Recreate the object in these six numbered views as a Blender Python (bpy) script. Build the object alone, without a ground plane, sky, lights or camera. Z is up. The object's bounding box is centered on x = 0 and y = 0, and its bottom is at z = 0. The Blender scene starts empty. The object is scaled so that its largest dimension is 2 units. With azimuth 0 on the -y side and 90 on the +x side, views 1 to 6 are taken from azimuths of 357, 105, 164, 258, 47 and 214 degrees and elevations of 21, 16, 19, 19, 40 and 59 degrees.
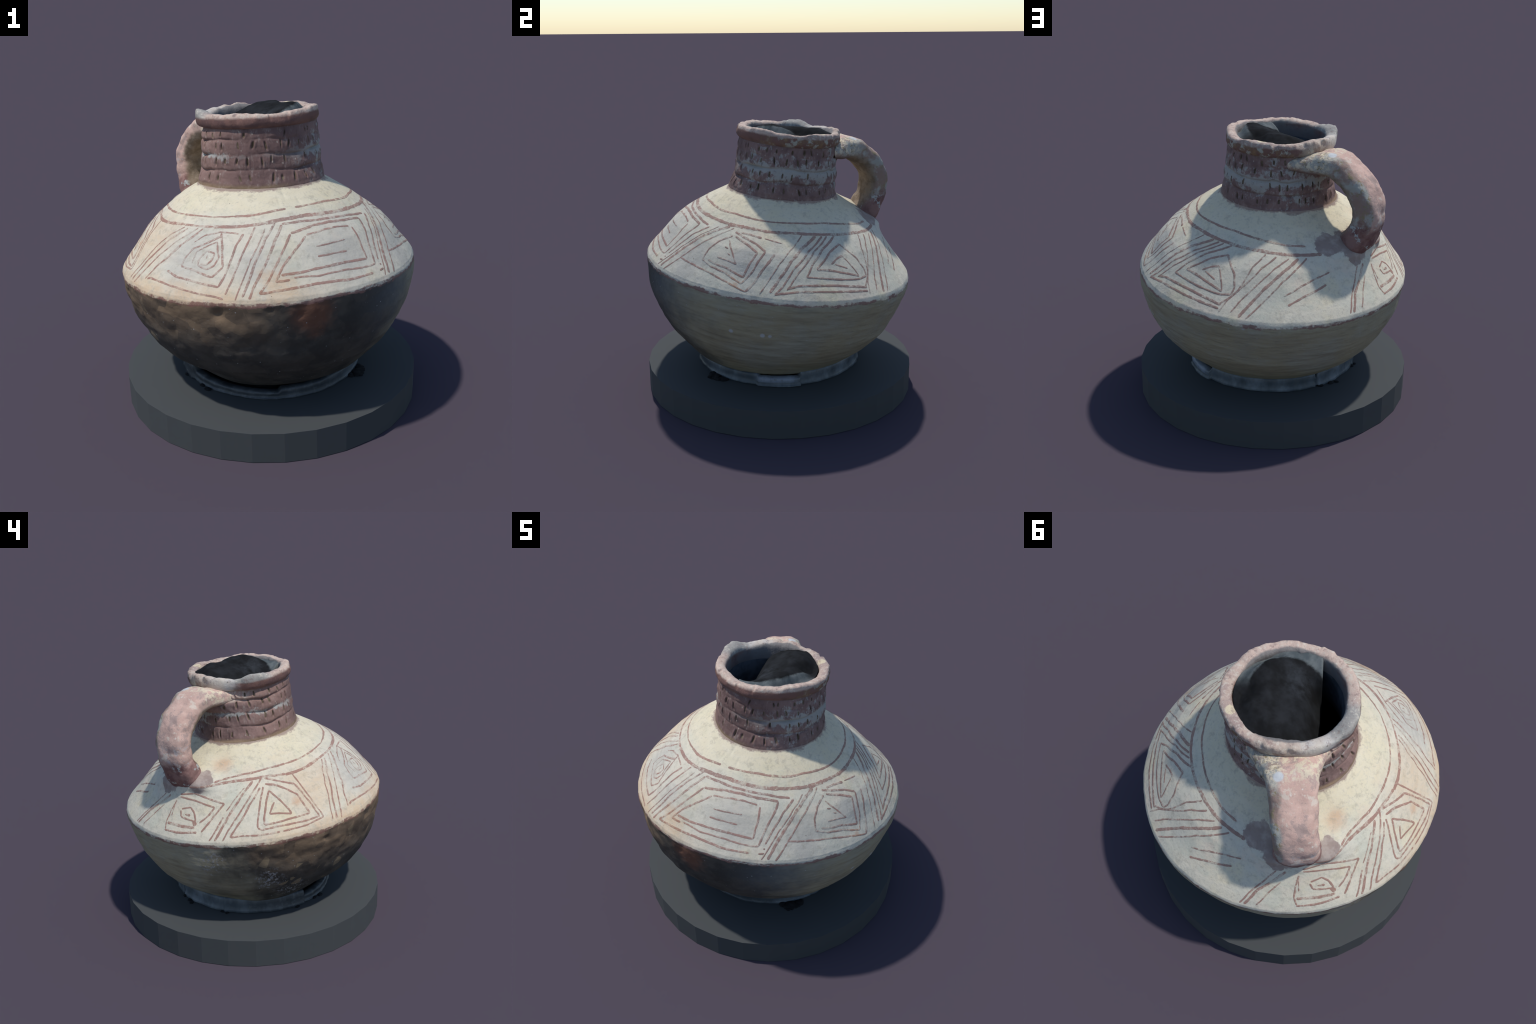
import bpy, bmesh, math, random
import numpy as np
from mathutils import Vector, Matrix, noise

random.seed(7)
rng = np.random.default_rng(7)

# ------------------------------------------------------------------ pose
# The jar leans a few degrees towards its handle; all jar parts are modelled
# upright in the jar's own frame (origin at mid height of the axis) and posed.
LEAN = Vector((-0.0185, 0.0932, 1.0)).normalized()
AX = (Vector((1, 0, 0)) - LEAN * LEAN.x).normalized()
AY = LEAN.cross(AX)
POSE = Matrix(((AX.x, AY.x, LEAN.x, 0.0055), (AX.y, AY.y, LEAN.y, -0.0287), (AX.z, AY.z, LEAN.z, 0.85), (0, 0, 0, 1)))

# --------------------------------------------------------------- profile
# outer profile, radius against height above the jar's origin
PROF = np.array([(-0.63, 0.40), (-0.62, 0.48), (-0.56, 0.588), (-0.48, 0.68), (-0.4, 0.771), (-0.32, 0.836), (-0.24, 0.883),
                 (-0.16, 0.918), (-0.08, 0.941), (0.0, 0.960), (0.05, 0.968), (0.085, 0.972), (0.105, 0.972),
                 (0.125, 0.965), (0.16, 0.940), (0.22, 0.890), (0.29, 0.837), (0.36, 0.779), (0.42, 0.712), (0.48, 0.633),
                 (0.53, 0.565), (0.58, 0.488), (0.61, 0.440), (0.628, 0.408), (0.640, 0.400), (0.66, 0.395), (0.7, 0.385), (0.75, 0.380),
                 (0.8, 0.377), (0.85, 0.373), (0.9, 0.370), (0.95, 0.365), (0.985, 0.361), (1.0, 0.360)])
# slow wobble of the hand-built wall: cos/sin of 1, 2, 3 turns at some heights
WOB_Z = np.array([-0.6, -0.3, 0.0, 0.12, 0.3, 0.45, 0.58, 0.8, 1.05])
WOB = np.array([[0.025, 0.005, 0.006, -0.003, -0.009, -0.015, -0.011, -0.005, 0.001],
                [-0.006, 0.003, 0.009, 0.008, -0.006, -0.011, -0.004, 0.005, -0.001],
                [-0.003, -0.002, -0.001, -0.003, 0.003, 0.005, 0.011, 0.010, 0.007],
                [0.0, 0.008, 0.011, 0.009, 0.007, -0.009, -0.011, 0.009, 0.012],
                [0.004, 0.006, 0.002, 0.001, 0.008, 0.001, -0.007, 0.001, -0.002],
                [-0.010, 0.005, -0.002, 0.003, 0.004, 0.008, 0.004, 0.004, 0.002]])


def smooth(a, b, x):
    t = np.clip((np.asarray(x, float) - a) / (b - a), 0, 1)
    return t * t * (3 - 2 * t)


def turn(th, centre):
    """signed angle from centre, degrees, in -180..180"""
    return (np.degrees(th) - centre + 180) % 360 - 180


def wobble(th, z):
    return sum(np.interp(z, WOB_Z, WOB[2 * k]) * np.cos((k + 1) * th) + np.interp(z, WOB_Z, WOB[2 * k + 1]) * np.sin((k + 1) * th) for k in range(3))


def noise3(p, scale, octaves=3, seed=0.0):
    """fractal noise for an (n,3) array"""
    out = np.empty(len(p))
    off = Vector((seed * 7.3, seed * 3.1, seed * 5.7))
    for i, q in enumerate(p):
        out[i] = noise.fractal(Vector(q) * scale + off, 1.0, 2.0, octaves)
    return out


def cells3(p, scale, seed=0.0):
    """smoothed facets: distance to the nearest feature point"""
    out = np.empty(len(p))
    off = Vector((seed, seed * 2.0, -seed))
    for i, q in enumerate(p):
        d, _ = noise.voronoi(Vector(q) * scale + off)
        out[i] = d[0]
    return out


# -------------------------------------------------------------- mesh help
def build_mesh(name, verts, faces, mat, smooth_shade=True):
    me = bpy.data.meshes.new(name)
    me.from_pydata([tuple(v) for v in verts], [], faces)
    me.materials.append(mat)
    if smooth_shade:
        me.polygons.foreach_set("use_smooth", [True] * len(me.polygons))
    me.update()
    return me


def grid_faces(nu, nv, closed_u=True, flip=False):
    """rows v of nu points each"""
    fs = []
    for j in range(nv - 1):
        for i in range(nu if closed_u else nu - 1):
            k = (i + 1) % nu
            q = (j * nu + i, j * nu + k, (j + 1) * nu + k, (j + 1) * nu + i)
            fs.append(q[::-1] if flip else q)
    return fs


def add_object(name, me, parent, pose=None):
    ob = bpy.data.objects.new(name, me)
    bpy.context.scene.collection.objects.link(ob)
    ob.parent = parent
    if pose is not None:
        ob.matrix_local = pose
    return ob


# -------------------------------------------------------------- materials
class Nodes:
    """small helper to write node trees as expressions"""

    def __init__(self, name, tree=None):
        if tree is None:
            self.mat = bpy.data.materials.new(name)
            self.mat.use_nodes = True
            self.t = self.mat.node_tree
            self.t.nodes.clear()
        else:
            self.t = tree

    def n(self, kind, **kw):
        nd = self.t.nodes.new(kind)
        for k, v in kw.items():
            setattr(nd, k, v)
        return nd

    def put(self, sock, v):
        if hasattr(v, "is_output"):
            self.t.links.new(v, sock)
        elif v is not None:
            sock.default_value = v

    def coord(self):
        return self.n("ShaderNodeTexCoord").outputs["Object"]

    def math(self, op, a, b=None, c=None, clamp=False):
        nd = self.n("ShaderNodeMath", operation=op, use_clamp=clamp)
        for s, v in zip(nd.inputs, (a, b, c)):
            self.put(s, v)
        return nd.outputs[0]

    def add(self, a, b): return self.math("ADD", a, b)
    def sub(self, a, b): return self.math("SUBTRACT", a, b)
    def mul(self, a, b): return self.math("MULTIPLY", a, b)
    def mx(self, a, b): return self.math("MAXIMUM", a, b)
    def mn(self, a, b): return self.math("MINIMUM", a, b)

    def step(self, v, a, b, lo=0.0, hi=1.0):
        nd = self.n("ShaderNodeMapRange", interpolation_type="SMOOTHSTEP")
        for s, x in zip(nd.inputs, (v, a, b, lo, hi)):
            self.put(s, x)
        return nd.outputs[0]

    def xyz(self, v):
        nd = self.n("ShaderNodeSeparateXYZ")
        self.put(nd.inputs[0], v)
        return nd.outputs

    def scale(self, v, sc, loc=(0, 0, 0)):
        nd = self.n("ShaderNodeMapping")
        self.put(nd.inputs[0], v)
        nd.inputs["Scale"].default_value = sc
        nd.inputs["Location"].default_value = loc
        return nd.outputs[0]

    def noise(self, v, scale, detail=4, rough=0.55, dist=0.0):
        nd = self.n("ShaderNodeTexNoise")
        self.put(nd.inputs["Vector"], v)
        nd.inputs["Scale"].default_value = scale
        nd.inputs["Detail"].default_value = detail
        nd.inputs["Roughness"].default_value = rough
        nd.inputs["Distortion"].default_value = dist
        return nd.outputs["Fac"]

    def cells(self, v, scale, feature="F1", out="Distance", rand=1.0):
        nd = self.n("ShaderNodeTexVoronoi", feature=feature)
        self.put(nd.inputs["Vector"], v)
        nd.inputs["Scale"].default_value = scale
        nd.inputs["Randomness"].default_value = rand
        return nd.outputs[out]

    def mix(self, f, a, b, mode="MIX"):
        nd = self.n("ShaderNodeMix", data_type="RGBA", blend_type=mode)
        self.put(nd.inputs[0], f)
        self.put(nd.inputs[6], rgb(a) if isinstance(a, tuple) else a)
        self.put(nd.inputs[7], rgb(b) if isinstance(b, tuple) else b)
        return nd.outputs[2]

    def spot(self, v, centre, radius, soft, warp=None):
        """1 inside a blob around a point, 0 outside"""
        d = self.n("ShaderNodeVectorMath", operation="DISTANCE")
        self.put(d.inputs[0], v)
        d.inputs[1].default_value = centre
        dist = d.outputs["Value"]
        if warp is not None:
            dist = self.add(dist, warp)
        return self.step(dist, radius - soft, radius + soft, 1.0, 0.0)

    def sector(self, ang, centre, half, soft, warp=None):
        """1 within half degrees of centre (ang in radians from atan2)"""
        d = self.math("ABSOLUTE", self.math("WRAP", self.sub(ang, math.radians(centre)), math.pi, -math.pi))
        if warp is not None:
            d = self.add(d, warp)
        return self.step(d, math.radians(half - soft), math.radians(half + soft), 1.0, 0.0)

    def angle(self, x, y):
        return self.math("ARCTAN2", y, x)

    def surface(self, col, rough=0.85, bump=None, dist=0.01, strength=0.5, spec=0.3):
        out = self.n("ShaderNodeOutputMaterial")
        bs = self.n("ShaderNodeBsdfPrincipled")
        self.put(bs.inputs["Base Color"], rgb(col) if isinstance(col, tuple) else col)
        self.put(bs.inputs["Roughness"], rough)
        bs.inputs["Specular IOR Level"].default_value = spec
        if bump is not None:
            bn = self.n("ShaderNodeBump")
            bn.inputs["Distance"].default_value = dist
            bn.inputs["Strength"].default_value = strength
            self.put(bn.inputs["Height"], bump)
            self.t.links.new(bn.outputs[0], bs.inputs["Normal"])
        self.t.links.new(bs.outputs[0], out.inputs[0])
        return self.mat


def rgb(c):
    return (c[0], c[1], c[2], 1.0)


def at(deg, z, r=None):
    """point on the outside of the jar"""
    th = math.radians(deg)
    if r is None:
        r = float(np.interp(z, PROF[:, 0], PROF[:, 1]) + wobble(th, z))
    return (r * math.cos(th), r * math.sin(th), z)


# ---- cream slip of the shoulder (shared by the body and the worn paint)
def slip_colour(g, p):
    x, y, z = g.xyz(p)
    ang = g.angle(x, y)
    big = g.noise(p, 2.6, 3, 0.6)
    mid = g.noise(p, 9.0, 4, 0.6)
    fine = g.noise(p, 60.0, 4, 0.65)
    wipe = g.noise(g.scale(p, (1, 1, 5)), 7.0, 4, 0.6)
    warp = g.mul(g.sub(mid, 0.5), 0.35)
    col = g.mix(g.step(big, 0.38, 0.66), CREAM, CREAM_GREY)
    col = g.mix(g.mul(g.step(g.noise(g.scale(p, (1, 1, 1), (3, 1, 2)), 3.4, 3, 0.6), 0.52, 0.70), 0.75), col, CREAM_YELLOW)
    green = g.noise(g.scale(p, (1, 1, 1), (7, 3, 9)), 3.2, 4, 0.65)
    col = g.mix(g.mul(g.step(green, 0.50, 0.66), 0.65), col, (0.545, 0.545, 0.44))
    rosy = g.noise(g.scale(p, (1, 1, 1), (1, 8, 4)), 5.0, 4, 0.65)
    col = g.mix(g.mul(g.step(rosy, 0.54, 0.68), 0.5), col, (0.68, 0.555, 0.44))
    # yellower clay above the painted rings, towards the neck
    top = g.step(g.add(z, g.mul(g.sub(mid, 0.5), 0.12)), 0.46, 0.56)
    col = g.mix(g.mul(top, 0.6), col, CREAM_YELLOW)
    # ash-grey worn patches in the painted zone
    grey = g.mx(g.spot(p, at(-128, 0.30), 0.17, 0.12, warp), g.spot(p, at(-62, 0.30), 0.14, 0.13, warp))
    grey = g.mx(grey, g.spot(p, at(-97, 0.28), 0.12, 0.1, warp))
    grey = g.mx(grey, g.spot(p, at(-28, 0.22), 0.13, 0.1, warp))
    grey = g.mx(grey, g.spot(p, at(0, 0.30), 0.12, 0.1, warp))
    col = g.mix(g.mul(grey, 0.78), col, ASH)
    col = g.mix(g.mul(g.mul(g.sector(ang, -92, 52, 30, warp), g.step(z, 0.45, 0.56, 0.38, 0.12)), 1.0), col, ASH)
    # warm firing blush along the edge at the front and side
    blush = g.mul(g.sector(ang, -135, 55, 25), g.step(g.add(z, g.mul(g.sub(mid, 0.5), 0.2)), 0.10, 0.26, 1.0, 0.0))
    blush = g.mx(blush, g.mul(g.spot(p, at(-160, 0.35), 0.22, 0.16, warp), 0.7))
    blush = g.mx(blush, g.spot(p, at(-91, 0.17), 0.10, 0.08, warp))
    col = g.mix(g.mul(blush, 0.75), col, BLUSH)
    for deg, zz, r in ((151, 0.535, 0.06), (-3, 0.17, 0.025), (-170, 0.30, 0.03)):
        col = g.mix(g.mul(g.spot(p, at(deg, zz), r, r * 0.6, g.mul(warp, 0.2)), 0.6), col, ORANGE)
    # fine mottling and wiping streaks
    col = g.mix(g.mul(g.step(wipe, 0.35, 0.72), 0.25), col, CREAM_LIGHT)
    col = g.mix(g.mul(g.step(fine, 0.50, 0.70), 0.38), col, ASH)
    grime = g.noise(p, 21.0, 5, 0.7)
    col = g.mix(g.mul(g.step(grime, 0.50, 0.68), 0.42), col, (0.35, 0.31, 0.24))
    # pits with dark soil
    pit = g.step(g.cells(p, 15.0), 0.035, 0.075, 1.0, 0.0)
    pit = g.mul(pit, g.step(g.noise(p, 4.0, 2), 0.50, 0.60))
    col = g.mix(g.mul(pit, 0.75), col, PIT)
    lime = g.step(g.cells(g.scale(p, (1, 1, 1), (5, 2, 1)), 13.0), 0.03, 0.06, 1.0, 0.0)
    col = g.mix(g.mul(lime, 0.8), col, LIME)
    return col, x, y, z, ang, mid, fine, warp


CREAM = (0.67, 0.605, 0.475)
CREAM_LIGHT = (0.75, 0.70, 0.58)
CREAM_GREY = (0.61, 0.575, 0.475)
CREAM_YELLOW = (0.70, 0.615, 0.415)
ASH = (0.46, 0.435, 0.385)
BLUSH = (0.60, 0.42, 0.26)
ORANGE = (0.56, 0.34, 0.21)
PIT = (0.16, 0.12, 0.07)
LIME = (0.70, 0.66, 0.55)
PAINT = (0.330, 0.165, 0.135)
PAINT_DARK = (0.240, 0.130, 0.112)
RED = (0.255, 0.165, 0.150)
RED_DARK = (0.175, 0.112, 0.105)
WHITE = (0.43, 0.425, 0.385)
OLIVE = (0.335, 0.295, 0.200)
OLIVE_GREY = (0.325, 0.310, 0.245)
CHAR = (0.042, 0.038, 0.034)
BROWN = (0.205, 0.140, 0.088)


def body_material():
    g = Nodes("slipped_clay")
    p = g.coord()
    col, x, y, z, ang, mid, fine, warp = slip_colour(g, p)
    # red slip of the neck laps unevenly on to the shoulder
    hem = g.step(g.add(z, g.add(g.mul(g.sub(mid, 0.5), 0.05), g.mul(g.sub(fine, 0.5), 0.02))), 0.622, 0.634)
    col = g.mix(g.mul(hem, 0.75), col, RED)
    # purple paint smeared on the shoulder round the foot of the handle
    smear = g.mx(g.spot(p, at(108, 0.480), 0.095, 0.006, g.mul(warp, 0.5)), g.spot(p, at(120, 0.455), 0.135, 0.007, g.mul(warp, 0.5)))
    smear = g.mx(smear, g.spot(p, at(141, 0.452, 0.72), 0.085, 0.007, g.mul(warp, 0.35)))
    tone = g.mix(g.step(g.noise(p, 14.0, 4, 0.6), 0.42, 0.66), (0.23, 0.155, 0.145), (0.36, 0.285, 0.26))
    col = g.mix(g.mul(smear, 0.78), col, tone)
    # ---- unslipped bowl below the edge
    streak = g.noise(g.scale(p, (1.2, 1.2, 9)), 5.0, 5, 0.62)
    low = g.mix(g.step(g.noise(p, 2.2, 3), 0.40, 0.62), OLIVE, OLIVE_GREY)
    low = g.mix(g.mul(g.step(streak, 0.45, 0.72), 0.5), low, (0.19, 0.168, 0.12))
    low = g.mix(g.mul(g.step(streak, 0.48, 0.25), 0.35), low, (0.34, 0.335, 0.285))
    zz = g.add(z, g.mul(g.sub(mid, 0.5), 0.22))
    # fire cloud plus shade baked into its colour: black over the front, brown upper band at its left
    wob = g.mul(g.sub(g.noise(p, 3.0, 4, 0.6), 0.5), 1.1)
    soot = g.sector(ang, -117, 90, 24, wob)
    sooty = g.mix(g.step(g.noise(p, 6.0, 4, 0.6), 0.38, 0.68), CHAR, (0.075, 0.066, 0.056))
    blue = g.mul(g.sector(ang, -33, 18, 16), g.step(zz, -0.45, 0.0))
    sooty = g.mix(g.mul(blue, 0.7), sooty, (0.125, 0.135, 0.145))
    facet = g.cells(g.scale(p, (1, 1, 1.15)), 10.0, out="Color")
    fx = g.xyz(facet)[0]
    brown_zone = g.mul(g.sector(ang, -143, 46, 14, g.mul(wob, 0.3)), g.step(zz, -0.30, 0.05))
    browny = g.mix(g.step(fx, 0.1, 0.9), (0.125, 0.088, 0.060), BROWN)
    browny = g.mix(g.mul(g.step(g.xyz(facet)[1], 0.78, 0.8), 0.35), browny, (0.075, 0.060, 0.050))
    sooty = g.mix(g.mul(g.step(g.xyz(facet)[2], 0.60, 0.66), 0.22), sooty, (0.095, 0.080, 0.064))
    sooty = g.mix(g.mul(brown_zone, 0.9), sooty, browny)
    chips = g.mul(g.sector(ang, -168, 22, 8), g.mul(g.step(g.xyz(g.cells(p, 17.0, out="Color"))[2], 0.86, 0.89), g.step(z, -0.42, -0.32)))
    sooty = g.mix(g.mul(chips, 0.8), sooty, (0.23, 0.175, 0.11))
    rust = g.spot(p, at(-79, 0.0), 0.12, 0.05, g.mul(warp, 0.5))
    sooty = g.mix(g.mul(rust, 0.75), sooty, (0.17, 0.075, 0.045))
    low = g.mix(soot, low, sooty)
    # lime bloom and specks
    bloom = g.mx(g.spot(p, at(172, -0.22), 0.09, 0.06, g.mul(warp, 0.7)), g.mx(g.spot(p, at(-176, -0.40), 0.10, 0.06, g.mul(warp, 0.7)), g.spot(p, at(148, -0.05), 0.09, 0.07, g.mul(warp, 0.7))))
    low = g.mix(g.mul(g.mul(bloom, g.step(g.noise(p, 45.0, 3, 0.7), 0.5, 0.62)), 0.8), low, (0.30, 0.30, 0.31))
    speck = g.step(g.cells(g.scale(p, (1, 1, 1), (2, 7, 3)), 16.0), 0.04, 0.075, 1.0, 0.0)
    low = g.mix(g.mul(speck, 0.75), low, (0.36, 0.36, 0.36))
    speck2 = g.step(g.cells(p, 40.0), 0.05, 0.12, 1.0, 0.0)
    low = g.mix(g.mul(g.mul(speck2, g.step(g.noise(p, 5.0, 2), 0.5, 0.6)), 0.5), low, (0.30, 0.29, 0.27))
    # two stray drops of slip
    for deg, h, r in ((64, 0.075, 0.015), (-3, -0.15, 0.012), (10, -0.145, 0.012), (13, -0.145, 0.010)):
        low = g.mix(g.mul(g.spot(p, at(deg, h), r, r * 0.5, g.mul(warp, 0.06)), 0.75), low, (0.45, 0.47, 0.50))
    edge = g.add(z, g.mul(g.sub(g.noise(p, 16.0, 5, 0.7), 0.5), 0.034))
    edge = g.add(edge, g.mul(g.sub(g.noise(p, 4.0, 2), 0.5), 0.03))
    col = g.mix(g.step(edge, 0.084, 0.093), low, col)
    # painted line on the edge, rubbed off in places
    thick = g.mul(g.sub(g.noise(g.scale(p, (1, 1, 0.2)), 5.0, 4, 0.7), 0.5), 0.05)
    line = g.mul(g.step(g.add(edge, thick), 0.076, 0.084), g.step(g.sub(edge, thick), 0.098, 0.106, 1.0, 0.0))
    worn = g.step(g.add(g.add(g.mul(g.noise(p, 6.0, 4, 0.7), 0.6), g.mul(g.noise(p, 40.0, 4, 0.7), 0.4)), g.mul(g.sector(ang, -5, 40, 20), 0.06)), 0.41, 0.53)
    col = g.mix(g.mul(g.mul(line, worn), 0.88), col, g.mix(g.sector(ang, -180, 75, 20), PAINT_DARK, (0.22, 0.105, 0.085)))
    h = g.add(g.mul(fine, 0.45), g.mul(g.mul(streak, 0.55), g.mul(g.step(z, 0.05, 0.10, 1.0, 0.25), g.sector(ang, 65, 85, 30))))
    h = g.add(h, g.mul(mid, 0.4))
    return g.surface(col, g.step(fine, 0.2, 0.8, 0.72, 0.95), h, 0.010, 0.45, 0.25)


def paint_material():
    """iron-red strokes, rubbed through to the slip"""
    g = Nodes("red_paint")
    p = g.coord()
    col, x, y, z, ang, mid, fine, warp = slip_colour(g, p)
    tone = g.mix(g.step(g.noise(p, 5.0, 3, 0.6), 0.35, 0.65), PAINT, PAINT_DARK)
    tone = g.mix(g.mul(g.sector(ang, 175, 62, 25), 0.8), tone, (0.30, 0.135, 0.105))
    tone = g.mix(g.mul(g.spot(p, at(-91, 0.17), 0.14, 0.06), 0.6), tone, (0.33, 0.15, 0.09))
    tone = g.mix(g.mul(g.spot(p, at(-3, 0.17), 0.06, 0.03), 0.7), tone, (0.40, 0.2, 0.12))
    rub = g.add(g.mul(g.noise(p, 42.0, 5, 0.75), 0.6), g.mul(g.noise(p, 6.5, 3, 0.6), 0.4))
    rub = g.add(rub, g.mul(g.spot(p, at(-128, 0.33), 0.24, 0.12, warp), -0.045))
    k = g.step(rub, 0.39, 0.53, 0.22, 0.82)
    return g.surface(g.mix(k, col, tone), 0.9, fine, 0.006, 0.4, 0.2)


def neck_material():
    g = Nodes("red_slipped_clay")
    p = g.coord()
    x, y, z = g.xyz(p)
    ang = g.angle(x, y)
    mid = g.noise(p, 12.0, 4, 0.6)
    fine = g.noise(p, 55.0, 4, 0.7)
    patch = g.add(g.mul(g.noise(g.scale(p, (1, 1, 1.2)), 10.0, 6, 0.75, 0.4), 0.65), g.mul(g.noise(g.scale(p, (1, 1, 0.5)), 32.0, 4, 0.7), 0.35))
    col = g.mix(g.step(mid, 0.35, 0.68), RED, RED_DARK)
    col = g.mix(g.mul(g.sector(ang, -150, 40, 30), 0.6), col, (0.285, 0.175, 0.145))
    col = g.mix(g.mul(g.step(g.noise(p, 4.0, 3), 0.5, 0.66), 0.5), col, (0.24, 0.15, 0.125))
    # whitish lime crust, heavy at the back right, a broken stripe elsewhere
    right = g.sector(ang, 28, 95, 28)
    stripe = g.step(g.math("ABSOLUTE", g.sub(g.add(z, g.mul(g.sub(mid, 0.5), 0.05)), 0.835)), 0.0, 0.035, 1.0, 0.0)
    thin = g.mul(g.math("ABSOLUTE", g.sub(z, 0.83)), -0.55)
    amount = g.add(patch, g.add(g.mul(right, 0.105), g.add(g.mul(stripe, 0.125), thin)))
    white = g.step(amount, 0.545, 0.64)
    col = g.mix(g.mul(white, 0.82), col, g.mix(mid, WHITE, (0.36, 0.37, 0.35)))
    col = g.mix(g.mul(g.sector(ang, -88, 40, 25), 0.8), col, (0.145, 0.088, 0.082))
    dust = g.noise(g.scale(p, (1, 1, 0.45)), 30.0, 5, 0.75)
    col = g.mix(g.mul(g.step(dust, 0.52, 0.70), 0.45), col, (0.36, 0.30, 0.27))
    col = g.mix(g.mul(g.step(dust, 0.45, 0.30), 0.4), col, (0.075, 0.045, 0.040))
    flake = g.step(g.cells(g.scale(p, (1, 1, 0.6)), 22.0), 0.06, 0.12, 1.0, 0.0)
    col = g.mix(g.mul(flake, 0.65), col, (0.42, 0.37, 0.31))
    # soil left in the lowest seam
    seam = g.mul(g.step(g.add(z, g.mul(g.sub(mid, 0.5), 0.03)), 0.642, 0.672, 1.0, 0.0), g.sector(ang, -150, 75, 20))
    col = g.mix(g.mul(seam, 0.55), col, (0.27, 0.20, 0.10))
    # clay smeared on from the handle
    joint = g.mul(g.sector(ang, 135, 46, 10, g.mul(g.sub(mid, 0.5), 0.4)), g.step(z, 0.915, 0.935))
    col = g.mix(g.mul(joint, 0.8), col, g.mix(g.step(fine, 0.4, 0.65), (0.42, 0.27, 0.22), (0.52, 0.44, 0.36)))
    return g.surface(col, 0.88, g.add(g.mul(fine, 0.5), g.mul(patch, 0.5)), 0.008, 0.5, 0.25)


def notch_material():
    g = Nodes("dark_notch_floor")  # darker brown tone for the floors of the pressed notches
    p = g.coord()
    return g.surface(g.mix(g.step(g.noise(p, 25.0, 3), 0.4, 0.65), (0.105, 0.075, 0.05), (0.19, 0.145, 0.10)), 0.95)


def rim_material():
    g = Nodes("worn_rim_clay")
    p = g.coord()
    x, y, z = g.xyz(p)
    ang = g.angle(x, y)
    rad = g.math("SQRT", g.add(g.mul(x, x), g.mul(y, y)))
    mid = g.noise(p, 11.0, 5, 0.65)
    fine = g.noise(p, 50.0, 4, 0.7)
    outer = g.mix(g.step(mid, 0.38, 0.66), (0.21, 0.115, 0.095), (0.13, 0.075, 0.07))
    outer = g.mix(g.mul(g.sector(ang, 40, 60, 25), g.step(mid, 0.42, 0.6)), outer, (0.27, 0.17, 0.10))
    outer = g.mix(g.mul(g.sector(ang, 60, 60, 25), g.step(g.noise(p, 16.0, 5, 0.7), 0.5, 0.6)), outer, (0.40, 0.39, 0.33))
    lip = g.mix(g.step(mid, 0.35, 0.62), (0.50, 0.385, 0.315), (0.36, 0.27, 0.24))
    lip = g.mix(g.mul(g.sector(ang, -75, 80, 30), 0.65), lip, (0.62, 0.47, 0.385))
    lip = g.mix(g.mul(g.step(fine, 0.52, 0.68), 0.6), lip, (0.58, 0.53, 0.45))
    top = g.step(g.add(z, g.mul(g.sub(mid, 0.5), 0.03)), 1.055, 1.075)
    col = g.mix(top, outer, lip)
    greyzone = g.mul(g.sector(ang, -178, 22, 8), g.step(z, 1.05, 1.07))
    col = g.mix(g.mul(greyzone, 0.75), col, (0.30, 0.31, 0.29))
    chalk = g.spot(p, (-0.31, 0.19, 1.04), 0.10, 0.05, g.mul(g.sub(mid, 0.5), 0.15))
    col = g.mix(g.mul(chalk, 0.8), col, (0.60, 0.60, 0.58))
    joint = g.mul(g.sector(ang, 127, 34, 12), g.step(mid, 0.35, 0.6))
    col = g.mix(g.mul(joint, 0.6), col, (0.56, 0.47, 0.37))
    drop = g.spot(p, at(53, 1.09, 0.345), 0.030, 0.004, g.mul(g.sub(mid, 0.5), 0.02))
    col = g.mix(drop, col, (0.62, 0.53, 0.37))
    spot1 = g.noise(p, 26.0, 5, 0.75)
    col = g.mix(g.mul(g.mul(top, g.step(spot1, 0.53, 0.62)), 0.6), col, (0.60, 0.545, 0.46))
    col = g.mix(g.mul(g.mul(top, g.step(spot1, 0.46, 0.36)), 0.6), col, (0.24, 0.165, 0.15))
    pits = g.step(g.cells(p, 12.0), 0.05, 0.09, 1.0, 0.0)
    col = g.mix(g.mul(pits, 0.6), col, (0.11, 0.09, 0.07))
    inside = g.step(g.add(rad, g.mul(g.sub(mid, 0.5), 0.03)), 0.306, 0.322, 1.0, 0.0)
    col = g.mix(g.mul(inside, 0.85), col, (0.15, 0.15, 0.15))
    return g.surface(col, 0.9, g.add(g.mul(fine, 0.5), g.mul(mid, 0.5)), 0.012, 0.6, 0.25)


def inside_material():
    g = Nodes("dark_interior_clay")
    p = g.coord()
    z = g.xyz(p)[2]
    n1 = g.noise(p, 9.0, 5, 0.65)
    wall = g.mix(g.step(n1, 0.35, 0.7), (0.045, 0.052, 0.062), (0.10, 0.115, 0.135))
    return g.surface(wall, 0.9, n1, 0.01, 0.4, 0.2)


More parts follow.
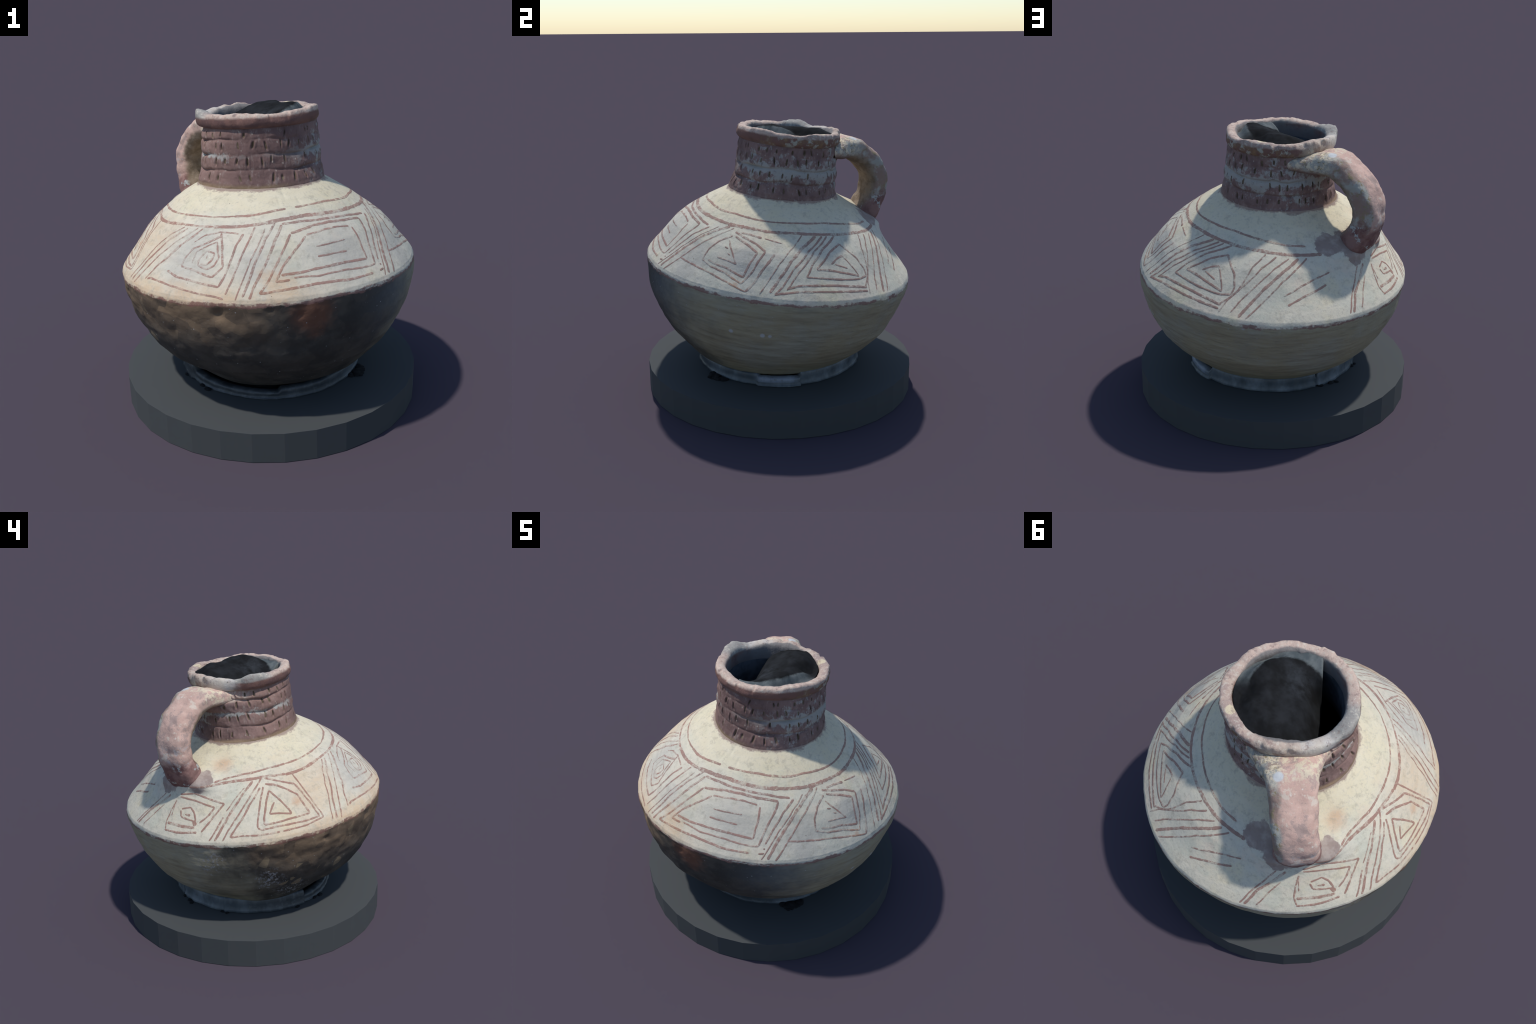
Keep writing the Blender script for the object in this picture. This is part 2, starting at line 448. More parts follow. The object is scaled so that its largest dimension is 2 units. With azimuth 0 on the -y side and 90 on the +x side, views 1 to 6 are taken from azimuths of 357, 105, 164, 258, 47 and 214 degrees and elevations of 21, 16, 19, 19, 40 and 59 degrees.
def flap_material():
    g = Nodes("grey_scan_artifact")  # colour of the sheet copied from a scan artifact, not a real part
    p = g.coord()
    x, y, z = g.xyz(p)
    n1 = g.noise(g.scale(p, (1, 1, 0.4)), 8.0, 5, 0.65)
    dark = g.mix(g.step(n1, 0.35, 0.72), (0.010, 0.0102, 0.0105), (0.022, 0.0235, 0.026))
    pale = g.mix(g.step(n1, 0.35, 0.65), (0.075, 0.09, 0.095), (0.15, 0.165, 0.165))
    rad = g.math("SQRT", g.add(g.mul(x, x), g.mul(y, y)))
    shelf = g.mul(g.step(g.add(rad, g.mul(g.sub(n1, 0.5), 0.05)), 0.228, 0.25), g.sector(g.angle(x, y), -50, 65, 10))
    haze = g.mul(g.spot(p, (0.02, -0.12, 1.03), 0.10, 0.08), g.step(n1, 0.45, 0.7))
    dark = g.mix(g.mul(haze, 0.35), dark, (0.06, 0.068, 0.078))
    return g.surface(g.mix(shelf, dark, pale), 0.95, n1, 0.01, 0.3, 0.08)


def handle_material():
    g = Nodes("pink_handle_clay")
    p = g.coord()
    x, y, z = g.xyz(p)
    # distance out from the axis along the handle's own direction, and across it
    c, s = math.cos(math.radians(127)), math.sin(math.radians(127))
    out = g.add(g.mul(x, c), g.mul(y, s))
    across = g.add(g.mul(x, -s), g.mul(y, c))
    mid = g.noise(p, 8.0, 5, 0.65)
    fine = g.noise(p, 45.0, 4, 0.7)
    facet = g.xyz(g.cells(p, 17.0, out="Color"))[0]
    base = g.mix(g.step(mid, 0.35, 0.68), (0.60, 0.40, 0.335), (0.50, 0.33, 0.275))
    base = g.mix(g.mul(facet, 0.3), base, (0.64, 0.47, 0.385))
    # back of the grip versus its inner side
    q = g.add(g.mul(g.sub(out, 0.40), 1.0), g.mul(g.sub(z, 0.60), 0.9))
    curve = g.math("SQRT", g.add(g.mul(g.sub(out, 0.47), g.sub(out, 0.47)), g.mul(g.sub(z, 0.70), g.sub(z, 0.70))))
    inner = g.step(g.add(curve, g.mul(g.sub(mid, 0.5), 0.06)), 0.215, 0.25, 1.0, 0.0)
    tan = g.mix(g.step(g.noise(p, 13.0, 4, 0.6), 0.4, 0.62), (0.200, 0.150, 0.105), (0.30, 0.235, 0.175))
    purple = g.mix(g.step(mid, 0.38, 0.62), (0.165, 0.080, 0.075), (0.28, 0.165, 0.145))
    purple = g.mix(g.step(g.noise(p, 15.0, 5, 0.7), 0.56, 0.62), purple, (0.42, 0.43, 0.41))
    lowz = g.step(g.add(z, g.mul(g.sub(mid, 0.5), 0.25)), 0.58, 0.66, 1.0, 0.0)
    side = g.step(g.add(across, g.mul(g.sub(mid, 0.5), 0.09)), -0.085, -0.055, 1.0, 0.0)
    sidecol = g.mix(g.step(g.noise(p, 10.0, 5, 0.65), 0.42, 0.58), (0.28, 0.20, 0.165), (0.37, 0.38, 0.34))
    sidecol = g.mix(g.step(g.noise(p, 21.0, 4, 0.65), 0.56, 0.62), sidecol, (0.25, 0.21, 0.12))
    blotch = g.noise(g.scale(p, (1, 1, 1), (4, 4, 4)), 11.0, 5, 0.7)
    base = g.mix(g.mul(g.step(blotch, 0.51, 0.60), 0.75), base, (0.38, 0.285, 0.255))
    base = g.mix(g.mul(g.step(blotch, 0.45, 0.36), 0.75), base, (0.62, 0.54, 0.455))
    scuff = g.step(g.cells(g.scale(p, (1, 1, 0.5), (1, 2, 3)), 14.0), 0.05, 0.10, 1.0, 0.0)
    base = g.mix(g.mul(scuff, 0.7), base, (0.70, 0.64, 0.58))
    whit = g.mul(g.step(g.noise(p, 12.0, 5, 0.7), 0.52, 0.60), g.mul(g.step(z, 0.80, 0.70), g.step(across, -0.06, 0.02)))
    base = g.mix(g.mul(whit, 0.65), base, (0.50, 0.46, 0.45))
    col = g.mix(g.mul(side, 0.9), base, sidecol)
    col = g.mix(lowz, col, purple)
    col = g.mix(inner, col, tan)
    # gritty cream clay where it meets the rim
    grit = g.mul(g.step(out, 0.44, 0.58, 1.0, 0.0), g.step(g.noise(p, 32.0, 5, 0.75), 0.46, 0.58))
    col = g.mix(g.mul(grit, g.step(z, 0.90, 0.97)), col, (0.66, 0.57, 0.42))
    under = g.mul(g.step(z, 0.90, 0.945, 1.0, 0.0), g.step(out, 0.40, 0.48, 1.0, 0.0))
    col = g.mix(under, col, g.mix(mid, RED, RED_DARK))
    chip = g.spot(p, (c * 0.485 + s * 0.075, s * 0.485 - c * 0.075, 1.03), 0.030, 0.006)
    col = g.mix(chip, col, (0.55, 0.56, 0.56))
    return g.surface(col, 0.9, g.add(g.mul(fine, 0.5), g.mul(mid, 0.5)), 0.012, 0.6, 0.25)


def ring_material():
    g = Nodes("grey_support_ring")
    p = g.coord()
    x, y, z = g.xyz(p)
    ang = g.angle(x, y)
    n1 = g.noise(g.scale(p, (1, 1, 0.5)), 9.0, 4, 0.6)
    col = g.mix(g.step(n1, 0.35, 0.68), (0.060, 0.075, 0.088), (0.15, 0.175, 0.20))
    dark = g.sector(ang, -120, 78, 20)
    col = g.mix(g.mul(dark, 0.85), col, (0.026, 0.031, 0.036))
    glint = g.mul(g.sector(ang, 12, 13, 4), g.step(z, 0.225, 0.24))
    col = g.mix(g.mul(glint, 0.6), col, (0.30, 0.34, 0.42))
    col = g.mix(g.mul(g.step(g.noise(p, 24.0, 5, 0.7), 0.48, 0.66), 0.6), col, (0.09, 0.10, 0.105))
    return g.surface(col, 0.45, n1, 0.006, 0.3, 0.45)


def plain_material(name, col, rough):
    g = Nodes(name)
    return g.surface(col, rough, None)


# ================================================================ surface
NT = 1080
TH = np.linspace(-math.pi, math.pi, NT, endpoint=False)

# dents in the wall: angle, height, radius, depth
DENTS = [(-112, 0.03, 0.030, 0.022), (-161, 0.02, 0.022, 0.018), (-150, 0.57, 0.022, 0.008), (-79, 0.60, 0.020, 0.007), (-84, 0.575, 0.016, 0.006),
         (-70, 0.57, 0.02, 0.006), (-94, 0.055, 0.022, 0.014), (-84, 0.01, 0.020, 0.010), (-77, 0.30, 0.01, 0.004)]
# broad swellings and flats: angle, height, spread in degrees, spread in height, amount
SWELL = [(-133, 0.33, 22, 0.11, -0.030), (-155, 0.575, 40, 0.05, 0.018), (70, 0.07, 28, 0.08, 0.014), (25, 0.05, 18, 0.08, 0.012), (-108, -0.02, 20, 0.10, 0.012),
         (-50, -0.10, 22, 0.09, 0.016), (140, -0.08, 32, 0.08, 0.014), (66, -0.27, 22, 0.06, 0.012), (172, -0.28, 20, 0.10, 0.012), (168, -0.51, 24, 0.06, 0.040),
         (-90, -0.26, 30, 0.06, 0.008), (-136, -0.53, 26, 0.06, -0.042), (98, 0.30, 14, 0.10, -0.014),
         (142, 0.468, 9.0, 0.055, 0.078), (113, 0.445, 8.0, 0.055, 0.048), (127, 0.44, 13, 0.055, 0.045), (127, 0.52, 10, 0.05, 0.03),
         (137, 0.535, 8.0, 0.045, 0.045), (-148, -0.50, 16, 0.05, -0.03)]




def body_relief(p, th, z):
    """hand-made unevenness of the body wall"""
    r = 0.0035 * noise3(p, 3.0, 3, 1) + 0.0016 * noise3(p, 13.0, 3, 2)
    low = 1 - smooth(0.05, 0.11, z)
    streak = noise3(p * np.array([1, 1, 6.0]), 4.5, 3, 3)
    back = smooth(20, 50, 120 - np.abs(turn(th, 65)))
    r = r + 0.003 * low * streak * (0.15 + 0.85 * back)
    rough = low * (1 - smooth(45, 90, np.abs(turn(th, -138)))) * smooth(-0.45, -0.2, z)
    k = rough > 0.01
    if k.any():
        pk = p[k]
        r[k] += rough[k] * (0.018 * (0.50 - cells3(pk, 6.0, 4.0)) + 0.006 * (0.45 - cells3(pk, 12.0, 2.0)) + 0.006 * noise3(pk, 9.0, 2, 33))
    rim = np.exp(-((z - 0.095) / 0.028) ** 2)
    r = r + rim * 0.003 * noise3(p, 9.0, 3, 5)
    for a, h, rad, dep in DENTS:
        d2 = (np.radians(turn(th, a)) * 0.8) ** 2 + (z - h) ** 2
        r = r - dep * np.exp(-d2 / rad ** 2)
    for a, h, da, dz, m in SWELL:
        r = r + m * np.exp(-(turn(th, a) / da) ** 2 - ((z - h) / dz) ** 2)
    return r


def wall(th, z):
    """outer wall of the body: points for angle and height arrays"""
    r0 = np.interp(z, PROF[:, 0], PROF[:, 1]) + wobble(th, z)
    p = np.stack([r0 * np.cos(th), r0 * np.sin(th), z], 1)
    r = r0 + body_relief(p, th, z)
    return np.stack([r * np.cos(th), r * np.sin(th), z], 1)


# neck: four stacked coils pressed down with a stick
NOTCH = []
for row, (h, start) in enumerate(((0.700, 2.0), (0.806, 9.0), (0.900, -1.0), (0.966, 5.0))):
    for i in range(28):
        if rng.random() < (0.04, 0.05, 0.12, 0.22)[row]:
            continue
        a = start + i * 360 / 28 + rng.normal(0, 2.8)
        NOTCH.append((a, h + rng.normal(0, 0.005), rng.uniform(0.005, 0.0085), rng.uniform(0.016, 0.027) * (0.8 if row == 3 else 1),
                      rng.uniform(0.004, 0.014), rng.normal(0, 0.14)))
GROOVE = (0.745, 0.840, 0.931)


def neck_relief(p, th, z):
    r = 0.004 * noise3(p, 5.0, 3, 6) + 0.003 * noise3(p, 16.0, 3, 7)
    # web of clay under the root of the handle
    r = r + 0.040 * np.exp(-(turn(th, 128) / 15.0) ** 2 - ((z - 0.895) / 0.045) ** 2) + 0.026 * np.exp(-(turn(th, 150) / 10.0) ** 2 - ((z - 0.92) / 0.04) ** 2)
    fade = smooth(0.650, 0.675, z)
    deep = 1.0 + 0.7 * (1 - smooth(30, 60, np.abs(turn(th, -165)))) + 0.25 * (1 - smooth(30, 80, np.abs(turn(th, -20))))
    wav = 0.007 * np.sin(th * 3 + 1) + 0.004 * np.sin(th * 7) + 0.004 * noise3(p * np.array([1, 1, 0.1]), 9.0, 2, 8)
    patchy = np.clip(0.55 + 1.1 * noise3(p, 6.0, 2, 31), 0.05, 1.3) * (1 - 0.6 * (1 - smooth(25, 55, np.abs(turn(th, -112)))))
    for gz in GROOVE:
        zz = z - gz - wav - 0.008 * noise3(p, 14.0, 2, 32)
        r = r - 0.008 * patchy * deep * np.exp(-(zz / 0.0085) ** 2)
    edges = np.array([0.635, *GROOVE, 1.0])
    zc = np.clip(z - wav, 0.636, 0.999)
    i = np.clip(np.searchsorted(edges, zc) - 1, 0, 3)
    t = (zc - edges[i]) / (edges[i + 1] - edges[i])
    # each coil hangs over the one below like a lip
    r = r + fade * deep * patchy * 0.009 * (np.sin(math.pi * np.clip(t, 0, 1)) ** 0.7 * (1.25 - 0.6 * t) - 0.5)
    cut = np.zeros(len(z))
    for a, h, w, l, d, lean in NOTCH:
        da = np.radians(turn(th, a)) * 0.38
        m = (np.abs(da) < 0.04) & (np.abs(z - h) < 0.06)
        if m.any():
            x = da[m] - lean * (z[m] - h)
            y = (z[m] - h)
            e = np.exp(-np.abs(x / w) ** 2.4 - np.abs(y / l) ** 3)
            b = 0.6 * np.exp(-((np.abs(x) - 2.0 * w) / w) ** 2 - np.abs(y / l) ** 2)
            r[m] += -d * e + d * b * 0.6
            cut[m] = np.maximum(cut[m], e)
    return r, cut


def revolve(rows, name, mat, parent, mats=None, index=None):
    v = np.vstack(rows)
    me = build_mesh(name, v, grid_faces(NT, len(rows)), mat)
    for m in mats or []:
        me.materials.append(m)
    if index is not None:
        me.polygons.foreach_set("material_index", index)
    return add_object(name, me, parent, POSE)


jar = bpy.data.objects.new("painted_pottery_jug", None)
bpy.context.scene.collection.objects.link(jar)
jar["label"] = "cream pottery jug with red line patterns on dark round stand"
jar["category"] = "pottery jug"

# ------------------------------------------------------------------- body
M_BODY = body_material()
zs = np.concatenate([np.linspace(-0.63, -0.5, 18)[:-1], np.linspace(-0.5, 0.05, 80)[:-1], np.linspace(0.05, 0.14, 26)[:-1], np.linspace(0.14, 0.60, 70)[:-1], np.linspace(0.60, 0.640, 10)])
rows = [wall(TH, np.full(NT, z)) for z in zs]
seam = rows[-1]
foot = rows[0]
base = [foot * np.array([k, k, 1]) for k in (0.02, 0.4, 0.8)]
revolve(base + rows, "body", M_BODY, jar)

# ------------------------------------------------------------------- neck
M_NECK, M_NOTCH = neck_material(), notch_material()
nzs = np.linspace(0.640, 1.0, 118)
rows, cuts = [], []
for j, z in enumerate(nzs):
    zz = np.full(NT, z)
    r0 = np.interp(zz, PROF[:, 0], PROF[:, 1]) + wobble(TH, zz)
    p = np.stack([r0 * np.cos(TH), r0 * np.sin(TH), zz], 1)
    d, cut = neck_relief(p, TH, zz)
    r = r0 + d
    # irregular lower hem that sits a little proud of the shoulder
    r = r + (0.002 - 0.010 * smooth(-60, 0, turn(TH, 90)) * (1 - smooth(60, 90, turn(TH, 90)))) * smooth(0.640, 0.650, z) * (1 - smooth(0.66, 0.72, z))
    q = np.stack([r * np.cos(TH), r * np.sin(TH), zz + 0.010 * (1 - smooth(0.64, 0.70, zz)) * noise3(p, 7.0, 3, 9)], 1)
    if j == 0:
        q = seam.copy()
    rows.append(q)
    cuts.append(cut)
cuts = np.array(cuts)
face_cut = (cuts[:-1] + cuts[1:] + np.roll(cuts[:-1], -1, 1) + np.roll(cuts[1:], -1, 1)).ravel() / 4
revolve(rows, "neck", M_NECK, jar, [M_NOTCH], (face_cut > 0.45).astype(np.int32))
neck_top = rows[-1]

# -------------------------------------------------------------------- rim
RIM = [(0.369, 1.004), (0.377, 1.012), (0.384, 1.026), (0.387, 1.046), (0.386, 1.064), (0.383, 1.078), (0.377, 1.088), (0.366, 1.091), (0.350, 1.090), (0.334, 1.087), (0.321, 1.082), (0.312, 1.070), (0.307, 1.048), (0.302, 1.015), (0.298, 0.975)]


def rim_points(r, h):
    z = np.full(NT, h)
    k = smooth(1.0, 1.075, h)
    p = np.stack([0.36 * np.cos(TH), 0.36 * np.sin(TH), z], 1)
    lump = 0.014 * noise3(p, 5.0, 2, 11) + 0.008 * noise3(p, 12.0, 3, 12)
    q = p + np.stack([0 * z, 0 * z, np.full(NT, (h + r) * 1.0)], 1)
    chip = 0.014 * (0.42 - cells3(q, 6.0, 3.0)) * (1 + 0.8 * noise3(q, 3.0, 2, 17)) + 0.0025 * noise3(q, 30.0, 3, 15) - 0.010 * smooth(0.30, 0.55, noise3(q, 7.0, 2, 19))
    spike = np.exp(-(turn(TH, 179) / 9.0) ** 2) + 0.45 * np.exp(-(turn(TH, 193) / 16.0) ** 2)
    ear = np.exp(-(turn(TH, -18) / 38.0) ** 2)
    worn = 0.6 * np.exp(-(turn(TH, 46) / 15.0) ** 2)
    dip = np.exp(-(turn(TH, -97) / 24.0) ** 2)
    outer = smooth(0.31, 0.385, r)
    z = z + k * (lump + 0.6 * chip) + k * (0.013 * spike * outer + 0.006 * ear - 0.010 * dip + 0.012 * np.exp(-(turn(TH, 102) / 24.0) ** 2) + 0.007 * np.exp(-(turn(TH, 130) / 14.0) ** 2)) + 0.013 * worn * k
    rr = r + wobble(TH, z) + 0.006 * noise3(p, 5.0, 2, 13) + chip * k + 0.015 * spike * outer - 0.012 * ear
    return np.stack([rr * np.cos(TH), rr * np.sin(TH), z], 1)


rows = [neck_top] + [rim_points(r, h) for r, h in RIM]
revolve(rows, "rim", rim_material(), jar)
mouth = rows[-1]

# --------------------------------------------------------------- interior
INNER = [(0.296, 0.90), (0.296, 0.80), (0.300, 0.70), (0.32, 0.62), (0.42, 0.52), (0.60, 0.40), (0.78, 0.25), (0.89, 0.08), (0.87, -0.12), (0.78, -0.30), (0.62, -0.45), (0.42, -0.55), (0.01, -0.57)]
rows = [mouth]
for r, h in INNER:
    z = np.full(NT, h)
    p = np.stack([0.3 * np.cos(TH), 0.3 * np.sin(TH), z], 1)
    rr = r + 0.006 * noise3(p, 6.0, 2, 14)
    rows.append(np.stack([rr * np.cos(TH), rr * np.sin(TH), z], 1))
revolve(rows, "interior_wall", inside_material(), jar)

# scan artifact in the mouth, copied as a sheet: a shelf against the rim on the right that falls
# to a sagging floor and ends towards the left
CREST = np.array([(-125, 0.27, 0.97), (-112, 0.25, 0.99), (-100, 0.228, 1.02), (-75, 0.205, 1.06), (-55, 0.20, 1.09), (-40, 0.21, 1.112), (-20, 0.23, 1.125), (0, 0.24, 1.118), (15, 0.25, 1.10), (35, 0.275, 1.04), (60, 0.29, 1.00)])
EDGE = math.radians(212)
FALL = np.array([(-0.31, 1.105), (-0.20, 1.124), (-0.12, 1.114), (-0.05, 1.090), (0.0, 1.070), (0.05, 1.042), (0.08, 1.010), (0.115, 0.945), (0.15, 0.855), (0.185, 0.745), (0.31, 0.4)])


def flap_height(x, y):
    r = math.hypot(x, y)
    a = math.degrees(math.atan2(y, x))
    d = x * math.cos(EDGE) + y * math.sin(EDGE)
    floor = float(np.interp(d, FALL[:, 0], FALL[:, 1])) - 0.035 * float(smooth(0.2, 0.315, r))
    if -125 < a < 60:
        rc, zc = np.interp(a, CREST[:, 0], CREST[:, 1]), np.interp(a, CREST[:, 0], CREST[:, 2])
        k = float(smooth(-125, -108, a) * (1 - smooth(30, 60, a)))
        if r > rc:
            pocket = 0.035 * math.exp(-((a + 26) / 20) ** 2) * math.exp(-((r - 0.275) / 0.022) ** 2)
            top = zc - (zc - 1.068) * float(smooth(rc, 0.31, r)) - pocket
        else:
            top = floor + (zc - floor) * float(smooth(rc - 0.15, rc + 0.004, r)) ** 1.3
        floor = floor * (1 - k) + max(top, floor - 0.04) * k if d < 0.02 else floor * (1 - k) + top * k
    return floor + 0.006 * noise.fractal(Vector((x, y, 0.3)) * 12, 1.0, 2.0, 3)


NA, NR = 160, 46
verts = []
for j in range(NR):
    for i in range(NA):
        a = 2 * math.pi * i / NA
        r = 0.318 * (j + 0.02) / (NR - 1)
        x, y = r * math.cos(a), r * math.sin(a)
        d = x * math.cos(EDGE) + y * math.sin(EDGE)
        if d > 0.175:
            # beyond the free edge the sheet turns down
            x -= (d - 0.175) * math.cos(EDGE)
            y -= (d - 0.175) * math.sin(EDGE)
            verts.append((x, y, flap_height(x, y) - 2.2 * (d - 0.175)))
        else:
            verts.append((x, y, flap_height(x, y)))
me = build_mesh("scan_artifact_sheet", verts, grid_faces(NA, NR), flap_material())
scan_sheet = add_object("scan_artifact_sheet", me, jar, POSE)

# ----------------------------------------------------------------- handle
PHI = math.radians(127)
# spine (distance out, height), thickness, half width, how far the section wraps round the neck
SPINE = [((0.338, 0.955), 0.145, 0.245, 1.0), ((0.372, 0.958), 0.148, 0.222, 0.9), ((0.408, 0.963), 0.152, 0.188, 0.65), ((0.455, 0.968), 0.161, 0.158, 0.3), ((0.517, 0.957), 0.166, 0.140, 0.05),
         ((0.584, 0.924), 0.166, 0.134, 0.0), ((0.654, 0.872), 0.166, 0.131, 0.0), ((0.711, 0.810), 0.166, 0.131, 0.0), ((0.744, 0.742), 0.168, 0.131, 0.0), ((0.752, 0.668), 0.172, 0.131, 0.0),
         ((0.743, 0.600), 0.176, 0.130, 0.0), ((0.721, 0.540), 0.182, 0.134, 0.0), ((0.688, 0.480), 0.190, 0.138, 0.0), ((0.645, 0.425), 0.195, 0.140, 0.0), ((0.600, 0.375), 0.19, 0.138, 0.0)]
SP = np.array([s[0] for s in SPINE])
TK, HW, WR = (np.array([s[k] for s in SPINE]) for k in (1, 2, 3))


def resample(t, arr):
    """Catmull-Rom through the control values at t in 0..len-1"""
    n = len(arr)
    i = np.clip(np.floor(t).astype(int), 0, n - 2)
    f = t - i
    g = lambda k: arr[np.clip(i + k, 0, n - 1)]
    if arr.ndim > 1:
        f = f[:, None]
    a, b, c, d = g(-1), g(0), g(1), g(2)
    return 0.5 * (2 * b + (c - a) * f + (2 * a - 5 * b + 4 * c - d) * f ** 2 + (3 * b - a - 3 * c + d) * f ** 3)


NS, NC = 150, 84
tt = np.linspace(0, len(SPINE) - 1, NS)
sp, tk, hw, wr = resample(tt, SP), resample(tt, TK), resample(tt, HW), resample(tt, WR)
tan = np.gradient(sp, axis=0)
tan /= np.linalg.norm(tan, axis=1)[:, None]
e_out = np.array([math.cos(PHI), math.sin(PHI), 0])
e_side = np.array([-math.sin(PHI), math.cos(PHI), 0])
verts = np.empty((NS, NC, 3))
for i in range(NS):
    nrm = np.array([-tan[i, 1], tan[i, 0]])
    for j in range(NC):
        a = 2 * math.pi * j / NC
        ca, sa = math.cos(a), math.sin(a)
        ex = 0.68
        u = math.copysign(abs(ca) ** ex, ca) * hw[i]
        v = math.copysign(abs(sa) ** ex, sa) * tk[i] / 2
        # flared root: thin towards its ends and bent round the neck
        v *= 1 - 0.4 * wr[i] * min(1, (u / 0.25) ** 2)
        back = wr[i] * u * u / (2 * 0.37)
        q = sp[i] + nrm * v - np.array([back, 0])
        verts[i, j] = e_out * q[0] + e_side * (u - 0.014 * (1 - smooth(1, 5, tt[i])) + 0.006 * smooth(5, 9, tt[i]) + 0.010 * smooth(9, 13, tt[i])) + np.array([0, 0, q[1]])
P = verts.reshape(-1, 3)
cen = np.repeat((e_out[None] * sp[:, :1] + np.array([0, 0, 1.0])[None] * sp[:, 1:])[:, None], NC, 1).reshape(-1, 3)
dirn = P - cen
dirn /= np.linalg.norm(dirn, axis=1)[:, None] + 1e-9
lump = 0.006 * noise3(P, 5.0, 3, 21) + 0.004 * noise3(P, 16.0, 3, 22) + 0.018 * (0.5 - cells3(P, 8.0, 6.0)) + 0.006 * (0.5 - cells3(P, 19.0, 2.0))
knob = np.exp(-(((P - (e_out * 0.815 + e_side * -0.02 + np.array([0, 0, 0.66]))) / 0.045) ** 2).sum(1))
P = P + dirn * (lump + 0.016 * knob)[:, None]
fs = grid_faces(NC, NS)
fs.append(tuple(range(NC)))
fs.append(tuple((NS - 1) * NC + k for k in range(NC))[::-1])
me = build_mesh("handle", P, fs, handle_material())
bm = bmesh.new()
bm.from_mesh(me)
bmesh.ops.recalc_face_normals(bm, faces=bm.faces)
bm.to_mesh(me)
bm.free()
add_object("handle", me, jar, POSE)


